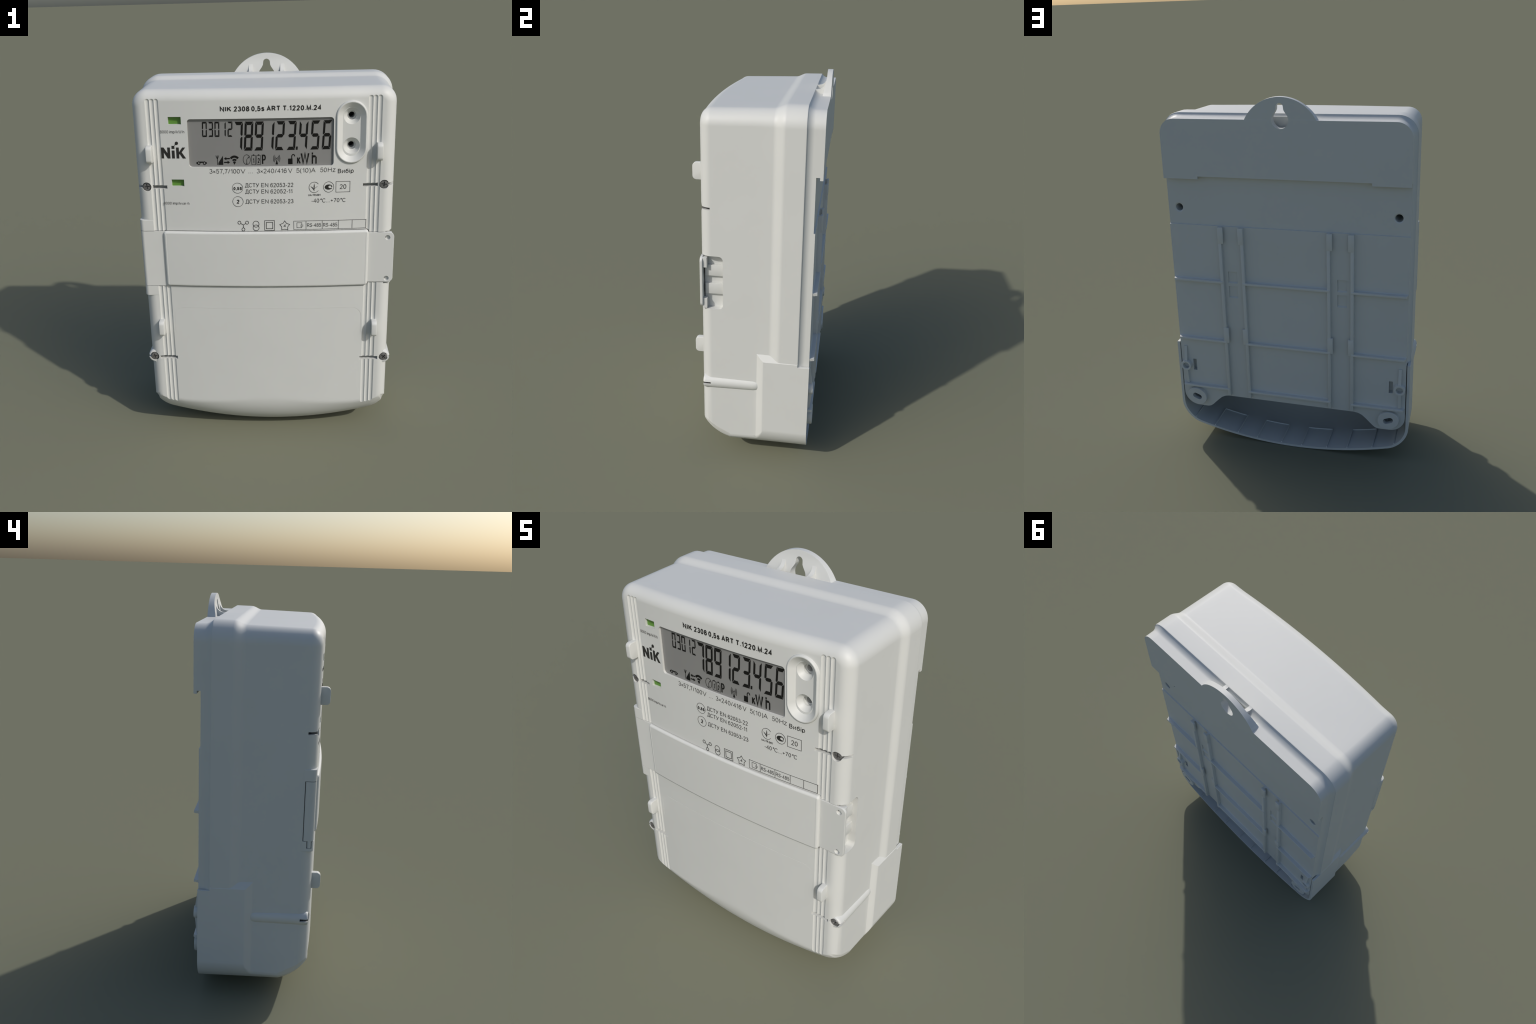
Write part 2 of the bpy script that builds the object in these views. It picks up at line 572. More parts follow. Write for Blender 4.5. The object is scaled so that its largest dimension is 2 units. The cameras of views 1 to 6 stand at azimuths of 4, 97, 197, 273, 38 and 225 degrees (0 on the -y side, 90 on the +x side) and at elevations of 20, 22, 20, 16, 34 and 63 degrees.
def stroke(pts, w, closed=False):
    """A line of constant width through the points, with mitred corners."""
    n = len(pts)
    left, right = [], []
    for i in range(n):
        a = pts[(i - 1) % n] if closed or i else pts[0]
        b = pts[(i + 1) % n] if closed or i < n - 1 else pts[-1]
        p = pts[i]
        d1 = Vector((p[0] - a[0], p[1] - a[1]))
        d2 = Vector((b[0] - p[0], b[1] - p[1]))
        if d1.length < 1e-9:
            d1 = d2
        if d2.length < 1e-9:
            d2 = d1
        d1 = d1.normalized()
        d2 = d2.normalized()
        t = d1 + d2
        t = t.normalized() if t.length > 1e-6 else d1
        nrm = Vector((-t.y, t.x))
        k = max(0.45, nrm.dot(Vector((-d1.y, d1.x))))
        o = nrm * (w / 2 / k)
        left.append((p[0] + o.x, p[1] + o.y))
        right.append((p[0] - o.x, p[1] - o.y))
    return [("strip", left, right, closed)]


def circle(cx, cz, rx, rz=None, a0=0, a1=360, n=28):
    rz = rx if rz is None else rz
    full = abs(a1 - a0) >= 360
    m = n if full else n + 1
    return [(cx + rx * cos(radians(lerp(a0, a1, i / n))), cz + rz * sin(radians(lerp(a0, a1, i / n)))) for i in range(m)]


SEGS = {"0": "abcdef", "1": "bc", "2": "abged", "3": "abgcd", "4": "fgbc", "5": "afgcd", "6": "afgedc", "7": "abc", "8": "abcdefg", "9": "abcdfg"}


def digit_polys(ch, x, z, w, h, tv, th, slant, gap):
    """Bevelled seven-segment shapes; x, z is the lower left corner, tv / th the upright / level thickness."""
    hh, g, m = h / 2, gap, th * 0.52
    shapes = {
        "a": [(g * 0.4, h), (w - g * 0.4, h), (w - tv, h - th), (tv, h - th)],
        "d": [(g * 0.4, 0), (w - g * 0.4, 0), (w - tv, th), (tv, th)],
        "g": [(tv * 0.42, hh), (tv, hh + m), (w - tv, hh + m), (w - tv * 0.42, hh), (w - tv, hh - m), (tv, hh - m)],
        "b": [(w + g * 0.2, h - g * 1.2), (w + g * 0.2, hh + m * 0.75), (w - tv * 0.35, hh + g * 0.8), (w - tv + g * 0.3, hh + m + g * 0.6), (w - tv + g * 0.3, h - th - g * 0.6)],
    }
    flip = lambda p, fx, fz: [((w - a) if fx else a, (h - b) if fz else b) for a, b in p]
    shapes["c"] = flip(shapes["b"], False, True)
    shapes["f"] = flip(shapes["b"], True, False)
    shapes["e"] = flip(shapes["b"], True, True)
    return [[(x + a + slant * b, z + b) for a, b in shapes[s]] for s in SEGS[ch]]


def build_display(root):
    OFF = 0.0115
    glass = strip_solid(-0.3690, 0.3410, 1.5040, 1.7460, 0.016, lambda x: front(x) + OFF, lambda x: front(x) + 0.022, 24, "display", mat=LCD, parent=root)
    # large digits 789 123.456
    w, h, sl = 0.0400, 0.1385, 0.0640
    xs = [("7", -0.1440), ("8", -0.0943), ("9", -0.0443), ("1", 0.0065), ("2", 0.0562), ("3", 0.1113), ("4", 0.1673), ("5", 0.2242), ("6", 0.2800)]
    for ch, x in xs:
        on_front("large_digit", digit_polys(ch, x, 1.5872, w, h, 0.0100, 0.0156, sl, 0.0022), SEGMENT, OFF, parent=glass)
    on_front("decimal_point", [[(0.1555, 1.5875), (0.1640, 1.5875), (0.1650, 1.6030), (0.1565, 1.6030)]], SEGMENT, OFF, parent=glass)
    for ch, x in [("0", -0.2940), ("3", -0.2640), ("0", -0.2335), ("1", -0.2025), ("2", -0.1705)]:
        on_front("small_digit", digit_polys(ch, x, 1.6548, 0.0226, 0.0718, 0.0055, 0.0072, 0.030, 0.0012), SEGMENT, OFF, parent=glass)
    # bottom row of icons
    P = []
    P += stroke(circle(-0.3175, 1.5265, 0.0058, 0.0072, n=20), 0.0035, True)
    P += stroke(circle(-0.2895, 1.5265, 0.0058, 0.0072, n=20), 0.0035, True)
    P += [[(-0.3120, 1.5285), (-0.2950, 1.5285), (-0.2950, 1.5345), (-0.3120, 1.5345)],
          [(-0.3290, 1.5235), (-0.3230, 1.5235), (-0.3230, 1.5315), (-0.3290, 1.5315)], [(-0.2840, 1.5235), (-0.2780, 1.5235), (-0.2780, 1.5315), (-0.2840, 1.5315)]]
    on_front("coupling_icon", P, SEGMENT, OFF, parent=glass)
    P = [[(-0.2262, 1.518), (-0.2236, 1.518), (-0.2236, 1.5640), (-0.2262, 1.5640)]]
    P += stroke([(-0.2320, 1.5640), (-0.2249, 1.5455), (-0.2178, 1.5640)], 0.0022)
    for i in range(5):
        x0 = -0.2205 + i * 0.0048
        z1 = 1.5285 + i * 0.0072
        P.append([(x0, 1.518), (x0 + 0.0038, 1.518), (x0 + 0.0038, z1 + 0.0055), (x0, z1)])
    on_front("signal_icon", P, SEGMENT, OFF, parent=glass)
    on_front("transfer_icon", [[(-0.1930, 1.5488), (-0.1815, 1.5565), (-0.1815, 1.5515), (-0.1640, 1.5515), (-0.1640, 1.5461), (-0.1815, 1.5461), (-0.1815, 1.5411)],
                               [(-0.1640, 1.5302), (-0.1755, 1.5379), (-0.1755, 1.5329), (-0.1930, 1.5329), (-0.1930, 1.5275), (-0.1755, 1.5275), (-0.1755, 1.5225)]], SEGMENT, OFF, parent=glass)
    P = []
    for r, wd in ((0.0240, 0.0105), (0.0110, 0.0085)):
        P += stroke(circle(-0.1421, 1.5300, r, r * 1.18, 42, 138, 16), wd)
    P.append([(-0.1421, 1.5186), (-0.1350, 1.5318), (-0.1395, 1.5345), (-0.1447, 1.5345), (-0.1492, 1.5318)])
    on_front("wireless_icon", P, SEGMENT, OFF, parent=glass)
    P = stroke(circle(-0.0820, 1.5426, 0.0175, 0.0240, n=36), 0.0018, True)
    P += stroke([(-0.0820, 1.5220), (-0.0820, 1.5430), (-0.0715, 1.5570)], 0.0018)
    P += [[(-0.0820, 1.5195), (-0.0850, 1.5265), (-0.0790, 1.5265)], [(-0.0703, 1.5590), (-0.0768, 1.5530), (-0.0725, 1.5495)]]
    on_front("clock_icon", P, SEGMENT, OFF, parent=glass)
    for x0, x1 in ((-0.0578, -0.0390), (-0.0332, -0.0148)):
        P = stroke([(x0, 1.5185), (x1, 1.5185), (x1, 1.5628), (x0, 1.5628)], 0.0017, True)
        c = (x0 + x1) / 2
        P.append([(c - 0.0035, 1.5630), (c + 0.0035, 1.5630), (c + 0.0035, 1.5675), (c - 0.0035, 1.5675)])
        on_front("battery_icon", P, SEGMENT, OFF, parent=glass)
    P = [[(0.0631, 1.5425), (0.0575, 1.5178), (0.0690, 1.5178)], circle(0.0633, 1.5465, 0.0022, 0.0032, n=12)]
    for r in (0.0062, 0.0110, 0.0158):
        for a in (0, 180):
            P += stroke(circle(0.0633, 1.5465, r, r * 1.55, a - 46, a + 46, 12), 0.0017)
    on_front("transmitter_icon", P, SEGMENT, OFF, parent=glass)
    P = [[(0.1180, 1.5178), (0.1393, 1.5178), (0.1393, 1.5450), (0.1180, 1.5450)]]
    P += stroke([(0.1358, 1.5440), (0.1358, 1.5555)] + circle(0.1428, 1.5555, 0.0070, 0.0095, 180, 0, 12), 0.0042)
    on_front("padlock_icon", P, SEGMENT, OFF, parent=glass)
    P = stroke([(0.2352, 1.5178), (0.2352, 1.5600)], 0.0062) + stroke([(0.2352, 1.5625), (0.2352, 1.5725)], 0.0062)
    P += [[(0.2383, 1.5590), (0.2480, 1.5590), (0.2525, 1.5545), (0.2495, 1.5490), (0.2383, 1.5490)], [(0.2496, 1.5178), (0.2557, 1.5178), (0.2557, 1.5500), (0.2530, 1.5535), (0.2496, 1.5480)]]
    on_front("unit_letter", P, SEGMENT, OFF, parent=glass)
    for body, x0, x1, z0, z1, weight in (("1", -0.0520, -0.0452, 1.5255, 1.5500, 0.0036), ("2", -0.0285, -0.0193, 1.5255, 1.5500, 0.0034), ("P", -0.0084, 0.0108, 1.5180, 1.5665, 0.0062),
                                         ("K", 0.1612, 0.1790, 1.5178, 1.5525, 0.0058), ("W", 0.1785, 0.2205, 1.5178, 1.5728, 0.0076)):
        lettering("unit_letter", body, x0, x1, z0, z1, SEGMENT, OFF, weight, glass)
    return glass


# ------------------------------------------------------------------ lettering
def glyph(ch):
    """Plain sans-serif letter as centre lines: (width, [(points, closed), ...]); capitals are 1 high."""
    L = lambda *p: (list(p), False)
    O = lambda cx, cz, rx, rz: (circle(cx, cz, rx, rz, n=22), True)
    A = lambda cx, cz, rx, rz, a, b, n=12: circle(cx, cz, rx, rz, a, b, n)
    S = [(0.52, 0.77), (0.45, 0.93), (0.28, 1.0), (0.11, 0.95), (0.04, 0.78), (0.09, 0.63), (0.27, 0.54), (0.46, 0.45), (0.55, 0.27), (0.47, 0.07), (0.28, 0.0), (0.09, 0.06), (0.0, 0.25)]
    hump = lambda x0, x1: [(x0, 0.45)] + A((x0 + x1) / 2, 0.45, (x1 - x0) / 2, 0.28, 180, 0, 10) + [(x1, 0)]
    T = {
        "0": (0.50, [O(0.25, 0.5, 0.25, 0.5)]), "1": (0.26, [L((0.0, 0.76), (0.15, 0.86), (0.23, 1), (0.23, 0))]),
        "2": (0.50, [(A(0.25, 0.73, 0.23, 0.27, 170, -28) + [(0.02, 0.0), (0.50, 0.0)], False)]),
        "3": (0.50, [(A(0.24, 0.76, 0.21, 0.24, 160, -90) + A(0.24, 0.26, 0.26, 0.26, 90, -165), False)]),
        "4": (0.54, [L((0.40, 0), (0.40, 1), (0.0, 0.30), (0.54, 0.30))]),
        "5": (0.50, [([(0.46, 1), (0.10, 1), (0.04, 0.50)] + A(0.24, 0.325, 0.26, 0.325, 135, -160), False)]),
        "6": (0.50, [O(0.26, 0.315, 0.24, 0.315), (A(0.27, 0.52, 0.26, 0.48, 42, 190), False)]),
        "7": (0.50, [L((0.0, 1), (0.50, 1), (0.30, 0.55), (0.18, 0))]), "8": (0.50, [O(0.25, 0.765, 0.20, 0.235), O(0.25, 0.265, 0.25, 0.265)]),
        "9": (0.50, [O(0.24, 0.685, 0.24, 0.315), (A(0.23, 0.48, 0.26, 0.48, 10, -138), False)]),
        "A": (0.68, [L((0, 0), (0.34, 1), (0.68, 0)), L((0.12, 0.32), (0.56, 0.32))]), "C": (0.66, [(A(0.36, 0.5, 0.36, 0.5, 42, 318, 20), False)]),
        "E": (0.54, [L((0.53, 1), (0, 1), (0, 0), (0.54, 0)), L((0, 0.53), (0.49, 0.53))]), "H": (0.60, [L((0, 0), (0, 1)), L((0.60, 0), (0.60, 1)), L((0, 0.53), (0.60, 0.53))]),
        "I": (0.0, [L((0, 0), (0, 1))]), "K": (0.60, [L((0, 0), (0, 1)), L((0.56, 1), (0, 0.40)), L((0.20, 0.60), (0.60, 0))]),
        "M": (0.70, [L((0, 0), (0, 1), (0.35, 0.05), (0.70, 1), (0.70, 0))]), "N": (0.58, [L((0, 0), (0, 1), (0.58, 0), (0.58, 1))]),
        "P": (0.54, [([(0, 0), (0, 1), (0.30, 1)] + A(0.30, 0.735, 0.24, 0.265, 80, -80) + [(0.30, 0.47), (0, 0.47)], False)]),
        "R": (0.60, [([(0, 0), (0, 1), (0.32, 1)] + A(0.32, 0.745, 0.24, 0.255, 80, -80) + [(0.32, 0.49), (0, 0.49)], False), L((0.30, 0.48), (0.43, 0.32), (0.60, 0))]),
        "S": (0.55, [(S, False)]), "T": (0.62, [L((0, 1), (0.62, 1)), L((0.31, 1), (0.31, 0))]), "U": (0.58, [([(0, 1)] + A(0.29, 0.31, 0.29, 0.31, 180, 360) + [(0.58, 1)], False)]),
        "V": (0.66, [L((0, 1), (0.33, 0), (0.66, 1))]), "W": (0.96, [L((0, 1), (0.23, 0), (0.48, 1), (0.73, 0), (0.96, 1))]),
        "В": (0.54, [([(0.28, 0.53), (0, 0.53), (0, 1), (0.28, 1)] + A(0.28, 0.765, 0.20, 0.235, 80, -80) + [(0.28, 0.53)] + A(0.28, 0.265, 0.26, 0.265, 80, -90) + [(0, 0), (0, 0.53)], False)]),
        "Д": (0.70, [L((0, -0.20), (0, 0), (0.70, 0), (0.70, -0.20)), L((0.10, 0), (0.20, 0.40), (0.22, 1), (0.60, 1), (0.60, 0))]),
        "У": (0.62, [L((0, 1), (0.33, 0.28)), L((0.62, 1), (0.30, 0.20), (0.20, 0.02), (0.06, 0.01))]),
        "a": (0.46, [(A(0.23, 0.54, 0.20, 0.19, 160, 0, 8) + [(0.43, 0.10), (0.46, 0)], False), (A(0.20, 0.19, 0.20, 0.19, 65, 330, 12) + [(0.43, 0.22), (0.43, 0.42), (0.25, 0.40)], False)]),
        "h": (0.42, [L((0, 0), (0, 1)), (hump(0, 0.42), False)]), "i": (0.0, [L((0, 0), (0, 0.73)), L((0, 0.88), (0, 1))]), "і": (0.0, [L((0, 0), (0, 0.73)), L((0, 0.88), (0, 1))]),
        "k": (0.44, [L((0, 0), (0, 1)), L((0.40, 0.73), (0, 0.30)), L((0.14, 0.45), (0.44, 0))]), "m": (0.72, [L((0, 0), (0, 0.73)), (hump(0, 0.36), False), (hump(0.36, 0.72), False)]),
        "p": (0.46, [L((0, -0.28), (0, 0.73)), O(0.24, 0.365, 0.22, 0.365)]), "р": (0.46, [L((0, -0.28), (0, 0.73)), O(0.24, 0.365, 0.22, 0.365)]),
        "r": (0.24, [L((0, 0), (0, 0.73)), L((0, 0.45), (0.06, 0.66), (0.15, 0.73), (0.24, 0.71))]), "s": (0.42, [([(x * 0.78, z * 0.73) for x, z in S], False)]),
        "v": (0.44, [L((0, 0.73), (0.22, 0), (0.44, 0.73))]), "z": (0.42, [L((0.02, 0.73), (0.40, 0.73), (0, 0), (0.42, 0))]),
        "и": (0.42, [L((0, 0.73), (0, 0), (0.42, 0.73), (0.42, 0))]), "б": (0.50, [O(0.25, 0.33, 0.24, 0.33), L((0.02, 0.38), (0.04, 0.68), (0.14, 0.88), (0.28, 0.93), (0.44, 0.96), (0.47, 1.02))]),
        "°": (0.24, [O(0.12, 0.86, 0.12, 0.13)]), ",": (0.02, [L((0.03, 0.10), (0.03, -0.02), (-0.04, -0.22))]), ".": (0.0, [L((0, 0), (0, 0.10))]), "·": (0.0, [L((0, 0.36), (0, 0.47))]),
        "-": (0.24, [L((0, 0.37), (0.24, 0.37))]), "+": (0.48, [L((0, 0.45), (0.48, 0.45)), L((0.24, 0.20), (0.24, 0.70))]), "×": (0.38, [L((0, 0.15), (0.38, 0.62)), L((0, 0.62), (0.38, 0.15))]),
        "/": (0.28, [L((0, 0), (0.28, 1))]), "(": (0.18, [(A(0.24, 0.38, 0.24, 0.66, 115, 245), False)]), ")": (0.18, [(A(-0.06, 0.38, 0.24, 0.66, 65, -65), False)]),
    }
    return T[{"С": "C", "Т": "T"}.get(ch, ch)]


def lettering(name, body, x0, x1, z0, z1, mat, off=0.0, weight=0.0026, parent=None, gap=0.10):
    """Write a word between x0 and x1 on the front; z0 base line, z1 top of the capitals; weight is the line width."""
    pen, lines = 0.0, []
    h = z1 - z0 - weight
    gap += weight / h
    for ch in body:
        if ch == " ":
            pen += 0.30
            continue
        w, parts = glyph(ch)
        for pts, closed in parts:
            lines.append(([(pen + x, z) for x, z in pts], closed))
        pen += w + gap
    pen -= gap
    kx = (x1 - x0 - weight) / max(pen, 1e-6)
    polys = []
    for pts, closed in lines:
        polys += stroke([(x0 + weight / 2 + x * kx, z0 + weight / 2 + z * h) for x, z in pts], weight, closed)
    return on_front(name, polys, mat, off, parent=parent)


def build_print(root):
    T = lambda body, x0, x1, z0, z1, mat=INK_SOFT, weight=0.0024, gap=0.10: lettering("printed_text", body, x0, x1, z0, z1, mat, 0.0, weight, root, gap)
    title = [("NIK", -0.2020, -0.1475), ("2308", -0.1360, -0.0620), ("0,5s", -0.0530, 0.0085), ("ART", 0.0190, 0.0845), ("T.1220.M.24", 0.0950, 0.2768)]
    for body, a, b in title:
        T(body, a, b, 1.7758, 1.7999, INK, 0.0050, 0.10)
    T("8000 imp/kW·h", -0.4985, -0.3790, 1.6748, 1.6892, INK_PALE, 0.0014)
    T("8000 imp/kvar-h", -0.5040, -0.3745, 1.3192, 1.3330, INK_PALE, 0.0014)
    for body, a, b in (("3×57,7/100", -0.2655, -0.1165), ("V", -0.1125, -0.0895), ("...", -0.0740, -0.0535), ("3×240/416", -0.0340, 0.1110), ("V", 0.1180, 0.1384),
                       ("5(10)", 0.1572, 0.2265), ("A", 0.2285, 0.2500), ("50", 0.2730, 0.3045), ("Hz", 0.3100, 0.3467)):
        T(body, a, b, 1.4774, 1.4998, weight=0.0023)
    T("Вибір", 0.3582, 0.4344, 1.4705, 1.4920, INK, 0.0028, 0.12)
    for z, tail in ((1.4079, "62053-22"), (1.3762, "62052-11"), (1.3256, "62053-23")):
        T("ДСТУ", -0.0937, -0.0240, z, z + 0.0207, gap=0.03)
        T("EN", -0.0140, 0.0205, z, z + 0.0207)
        T(tail, 0.0305, 0.1427 if not tail.endswith("11") else 0.1380, z - 0.0006, z + 0.0205)
    T("0,5S", -0.1510, -0.1092, 1.3943, 1.4100, INK, 0.0036)
    T("2", -0.1370, -0.1235, 1.3256, 1.3456, INK, 0.0042)
    T("20", 0.3683, 0.4003, 1.3915, 1.4153, weight=0.0028)
    T("UA.TR.001", 0.2155, 0.2747, 1.3596, 1.3696, weight=0.0017)
    for body, a, b in (("-40", 0.2308, 0.2690), ("°C", 0.2745, 0.3000), ("...", 0.3035, 0.3205), ("+70", 0.3245, 0.3680), ("°C", 0.3730, 0.3985)):
        T(body, a, b, 1.3255, 1.3462, gap=0.02 if body == "°C" else 0.10)
    T("RS-485", 0.2095, 0.2790, 1.2008, 1.2200, weight=0.0020)
    T("RS-485", 0.2890, 0.3590, 1.2004, 1.2198, weight=0.0020)
    T("4", 0.0926, 0.1042, 1.2020, 1.2172, weight=0.0026)
    S = lambda name, polys, mat=INK_SOFT: on_front(name, polys, mat, 0.0, parent=root)
    for cx, cz in ((-0.1306, 1.4042), (-0.1307, 1.3357)):
        S("class_circle", stroke(circle(cx, cz, 0.0258, n=40), 0.0018, True))
    # conformity mark: open circle with a three-leaved sprout
    P = stroke(circle(0.2442, 1.4030, 0.0253, 0.0265, 38, 322, 36), 0.0018)
    P += [[(0.2442, 1.4225), (0.2465, 1.4090), (0.2450, 1.3945), (0.2425, 1.3985), (0.2412, 1.4050)],
          [(0.2265, 1.4085), (0.2350, 1.4040), (0.2450, 1.3935), (0.2450, 1.3850), (0.2400, 1.3920)],
          [(0.2620, 1.4085), (0.2560, 1.4060), (0.2460, 1.3985), (0.2440, 1.3940), (0.2530, 1.4020)]]
    S("conformity_mark", P, INK)
    P = stroke(circle(0.3144, 1.4032, 0.0252, 0.0262, n=40), 0.0018, True)
    outer = circle(0.3144, 1.4030, 0.0192, 0.0128, 35, 325, 30)
    inner = circle(0.3225, 1.4038, 0.0095, 0.0068, 325, 35, 30)
    for i in range(30):
        P.append([outer[i], outer[i + 1], inner[29 - i], inner[30 - i]])
    P += [[(0.3255, 1.4085), (0.3330, 1.4075), (0.3295, 1.4015)]]
    S("registry_mark", P, INK)
    S("year_frame", stroke([(0.3500, 1.3765), (0.4180, 1.3765), (0.4180, 1.4292), (0.3500, 1.4292)], 0.0019, True))
    P = []
    for x, z in ((-0.1272, 1.2272), (-0.0889, 1.2272), (-0.1080, 1.1918)):
        P += stroke(circle(x, z, 0.0075, 0.0082, n=24), 0.0025, True)
        d = hypot(x + 0.1079, z - 1.2150)
        k = 0.0080 / d
        P += stroke([(lerp(x, -0.1079, k), lerp(z, 1.2150, k)), (-0.1079, 1.2150)], 0.0025)
    S("network_symbol", P, INK)
    S("transformer_symbol", stroke(circle(-0.0443, 1.2193, 0.0150, 0.0158, n=32), 0.0024, True) + stroke(circle(-0.0443, 1.2000, 0.0150, 0.0150, n=32), 0.0024, True), INK)
    S("insulation_symbol", stroke([(-0.0012, 1.1862), (0.0476, 1.1862), (0.0476, 1.2366), (-0.0012, 1.2366)], 0.0024, True)
      + stroke([(0.0070, 1.1948), (0.0390, 1.1948), (0.0390, 1.2276), (0.0070, 1.2276)], 0.0026, True), INK)
    star = [(0.0986, 1.2350), (0.1075, 1.2215), (0.1232, 1.2162), (0.1132, 1.2030), (0.1140, 1.1880), (0.0986, 1.1915), (0.0834, 1.1880), (0.0840, 1.2030), (0.0740, 1.2162), (0.0897, 1.2215)]
    S("star_symbol", stroke(star, 0.0024, True), INK)
    P = []
    n = 12
    for z in (1.1888, 1.2328):
        P += stroke([(lerp(0.1428, 0.5022, i / n), z) for i in range(n + 1)], 0.0018)
    for x in (0.1437, 0.2043, 0.2844, 0.3640, 0.4327, 0.5013):
        P += stroke([(x, 1.1888), (x, 1.2328)], 0.0018)
    S("interface_table", P)
    P = stroke([(0.1835, 1.2120), (0.1835, 1.2239), (0.1592, 1.2239), (0.1592, 1.1980), (0.1835, 1.1980), (0.1835, 1.2060)], 0.0019)
    P += stroke([(0.1765, 1.2118), (0.1905, 1.2118)], 0.0017) + stroke([(0.1765, 1.2064), (0.1905, 1.2064)], 0.0017)
    S("relay_symbol", P)
    # maker's word mark with a drop over the i
    N = [(-0.4997, 1.5523), (-0.4864, 1.5523), (-0.4864, 1.5815), (-0.4680, 1.5523), (-0.4548, 1.5523), (-0.4548, 1.6060), (-0.4680, 1.6060), (-0.4680, 1.5775), (-0.4864, 1.6060), (-0.4997, 1.6060)]
    P = [[N[0], N[1], N[2], N[8], N[9]], [N[8], N[2], N[3], N[7]], [N[3], N[4], N[5], N[6], N[7]]]
    P.append([(-0.4466, 1.5524), (-0.4326, 1.5524), (-0.4326, 1.5913), (-0.4466, 1.5913)])
    P.append([(-0.4463, 1.5995), (-0.4322, 1.5995), (-0.4322, 1.6142), (-0.4463, 1.6142)])
    P.append([(-0.4322, 1.6142), (-0.4300, 1.6152), (-0.4278, 1.6190), (-0.4292, 1.6200), (-0.4330, 1.6155)])
    P.append([(-0.4292, 1.6185), (-0.4262, 1.6182)] + circle(-0.4208, 1.6267, 0.0080, 0.0082, -75, 170, 18))
    P.append([(-0.4242, 1.5525), (-0.4108, 1.5525), (-0.4108, 1.6060), (-0.4242, 1.6060)])
    P.append([(-0.4108, 1.5830), (-0.4108, 1.5710), (-0.4075, 1.5740), (-0.3935, 1.5525), (-0.3777, 1.5525), (-0.3975, 1.5825), (-0.3788, 1.6060), (-0.3940, 1.6060)])
    S("word_mark", P, INK)


# ------------------------------------------------------------------ small front parts
def build_port(root):
    prof = [(0.0000, -0.2600), (0.0000, -0.2760), (0.0015, -0.2825), (0.0050, -0.2858), (0.0082, -0.2862), (0.0110, -0.2848), (0.0320, -0.2668), (0.0335, -0.2655)]
    vs, fs = [], []
    n = 0
    for d, y in prof:
        pts = stadium(0.4210, 1.6675, 0.0755 - d, 0.1500 - d, 18)
        n = len(pts)
        # the collar follows the slope of the bowed front
        vs += [(x, y + (0.5 if y < -0.27 else 0.2) * (front(x) - front(0.421)), z) for x, z in pts]
    for k in range(len(prof) - 1):
        for i in range(n):
            j = (i + 1) % n
            fs.append((k * n + i, k * n + j, (k + 1) * n + j, (k + 1) * n + i))
    fs.append(tuple((len(prof) - 1) * n + i for i in range(n)))
    pts = stadium(0.4210, 1.6675, 0.0670, 0.1420, 18)
    b = len(vs)
    vs += [(x, -0.140, z) for x, z in pts]
    fs += [(i, b + i, b + (i + 1) % n, (i + 1) % n) for i in range(n)]
    fs.append(tuple(b + i for i in range(n)))
    port = make("optical_port", vs, fs, PLASTIC, root, 28)
    for z in (1.7430, 1.6010):
        bore = lathe(0.4225, z, [(0.0402, -0.30), (0.0398, -0.2655), (0.0300, -0.2500), (0.0215, -0.2440), (0.0200, -0.2300), (0.0145, -0.2300), (0.0145, -0.1600)], 48)
        boolean(port, [bore])
    shade(port, 28, True)
    for z in (1.7430, 1.6010):
        cyl(0.4225, z, 0.0144, -0.1750, -0.155, 28, "port_lens", mat=DARK, parent=port)
    return port


def build_tab(root):
    """Rounded sealing tab on the fluted band."""
    def one(x, z0, z1):
        pts = []
        y0, y1, r = -0.3130, -0.235, 0.019
        for cz, a0 in ((z1 - r, 90), (z0 + r, 180)):
            for i in range(7):
                a = radians(a0 + 90 * i / 6)
                pts.append((y0 + r + r * cos(a), cz + r * sin(a)))
        pts += [(y1, z0), (y1, z1)]
        ob = prism(pts, "x", x - 0.0135, x + 0.0135, "seal_tab", parent=root)
        round_edges(ob, 0.003, 3, 50)
    for s in (-1, 1):
        one(s * 0.5555, 1.5330, 1.6170)
        one(s * 0.5560, 0.6040, 0.6880)


def build_screws(root):
    first = None
    for s in (-1, 1):
        for x, z, y, tilt in ((0.5845, 1.4090, -0.2590, 0.10), (0.6150, 0.4640, -0.2590, 0.45)):
            if first is None:
                head = lathe(0, 0, [(0.0195, 0.03), (0.0205, 0.004), (0.0200, 0.0012), (0.0180, -0.0012), (0.011, -0.0026), (0.003, -0.0030)], 36, "screw", STEEL, root)
                cross = []
                for a in (0, 1):
                    hx, hz = (0.0155, 0.0034) if a else (0.0034, 0.0155)
                    vs = [(sx * hx * k, yy, sz * hz * k) for yy, k in ((-0.01, 1.1), (0.0075, 0.55)) for sx in (-1, 1) for sz in (-1, 1)]
                    fs = [(0, 1, 3, 2), (4, 6, 7, 5), (0, 4, 5, 1), (2, 3, 7, 6), (0, 2, 6, 4), (1, 5, 7, 3)]
                    cross.append(make("helper", vs, fs))
                boolean(head, cross)
                shade(head, 30)
                first = head
                ob = head
            else:
                ob = first.copy()
                SCN.objects.link(ob)
            ob.location = (s * x, y, z)
            ob.rotation_euler = (0, tilt * s + (0.3 if z < 1 else 0), 0)
            ob.name = "screw"


def build_lights(root):
    for z0, z1 in ((1.7170, 1.7530), (1.4130, 1.4470)):
        box(-0.4600, -0.3900, -0.2600, -0.245, z0 - 0.002, z1 + 0.002, "indicator_light", mat=GREEN, parent=root)


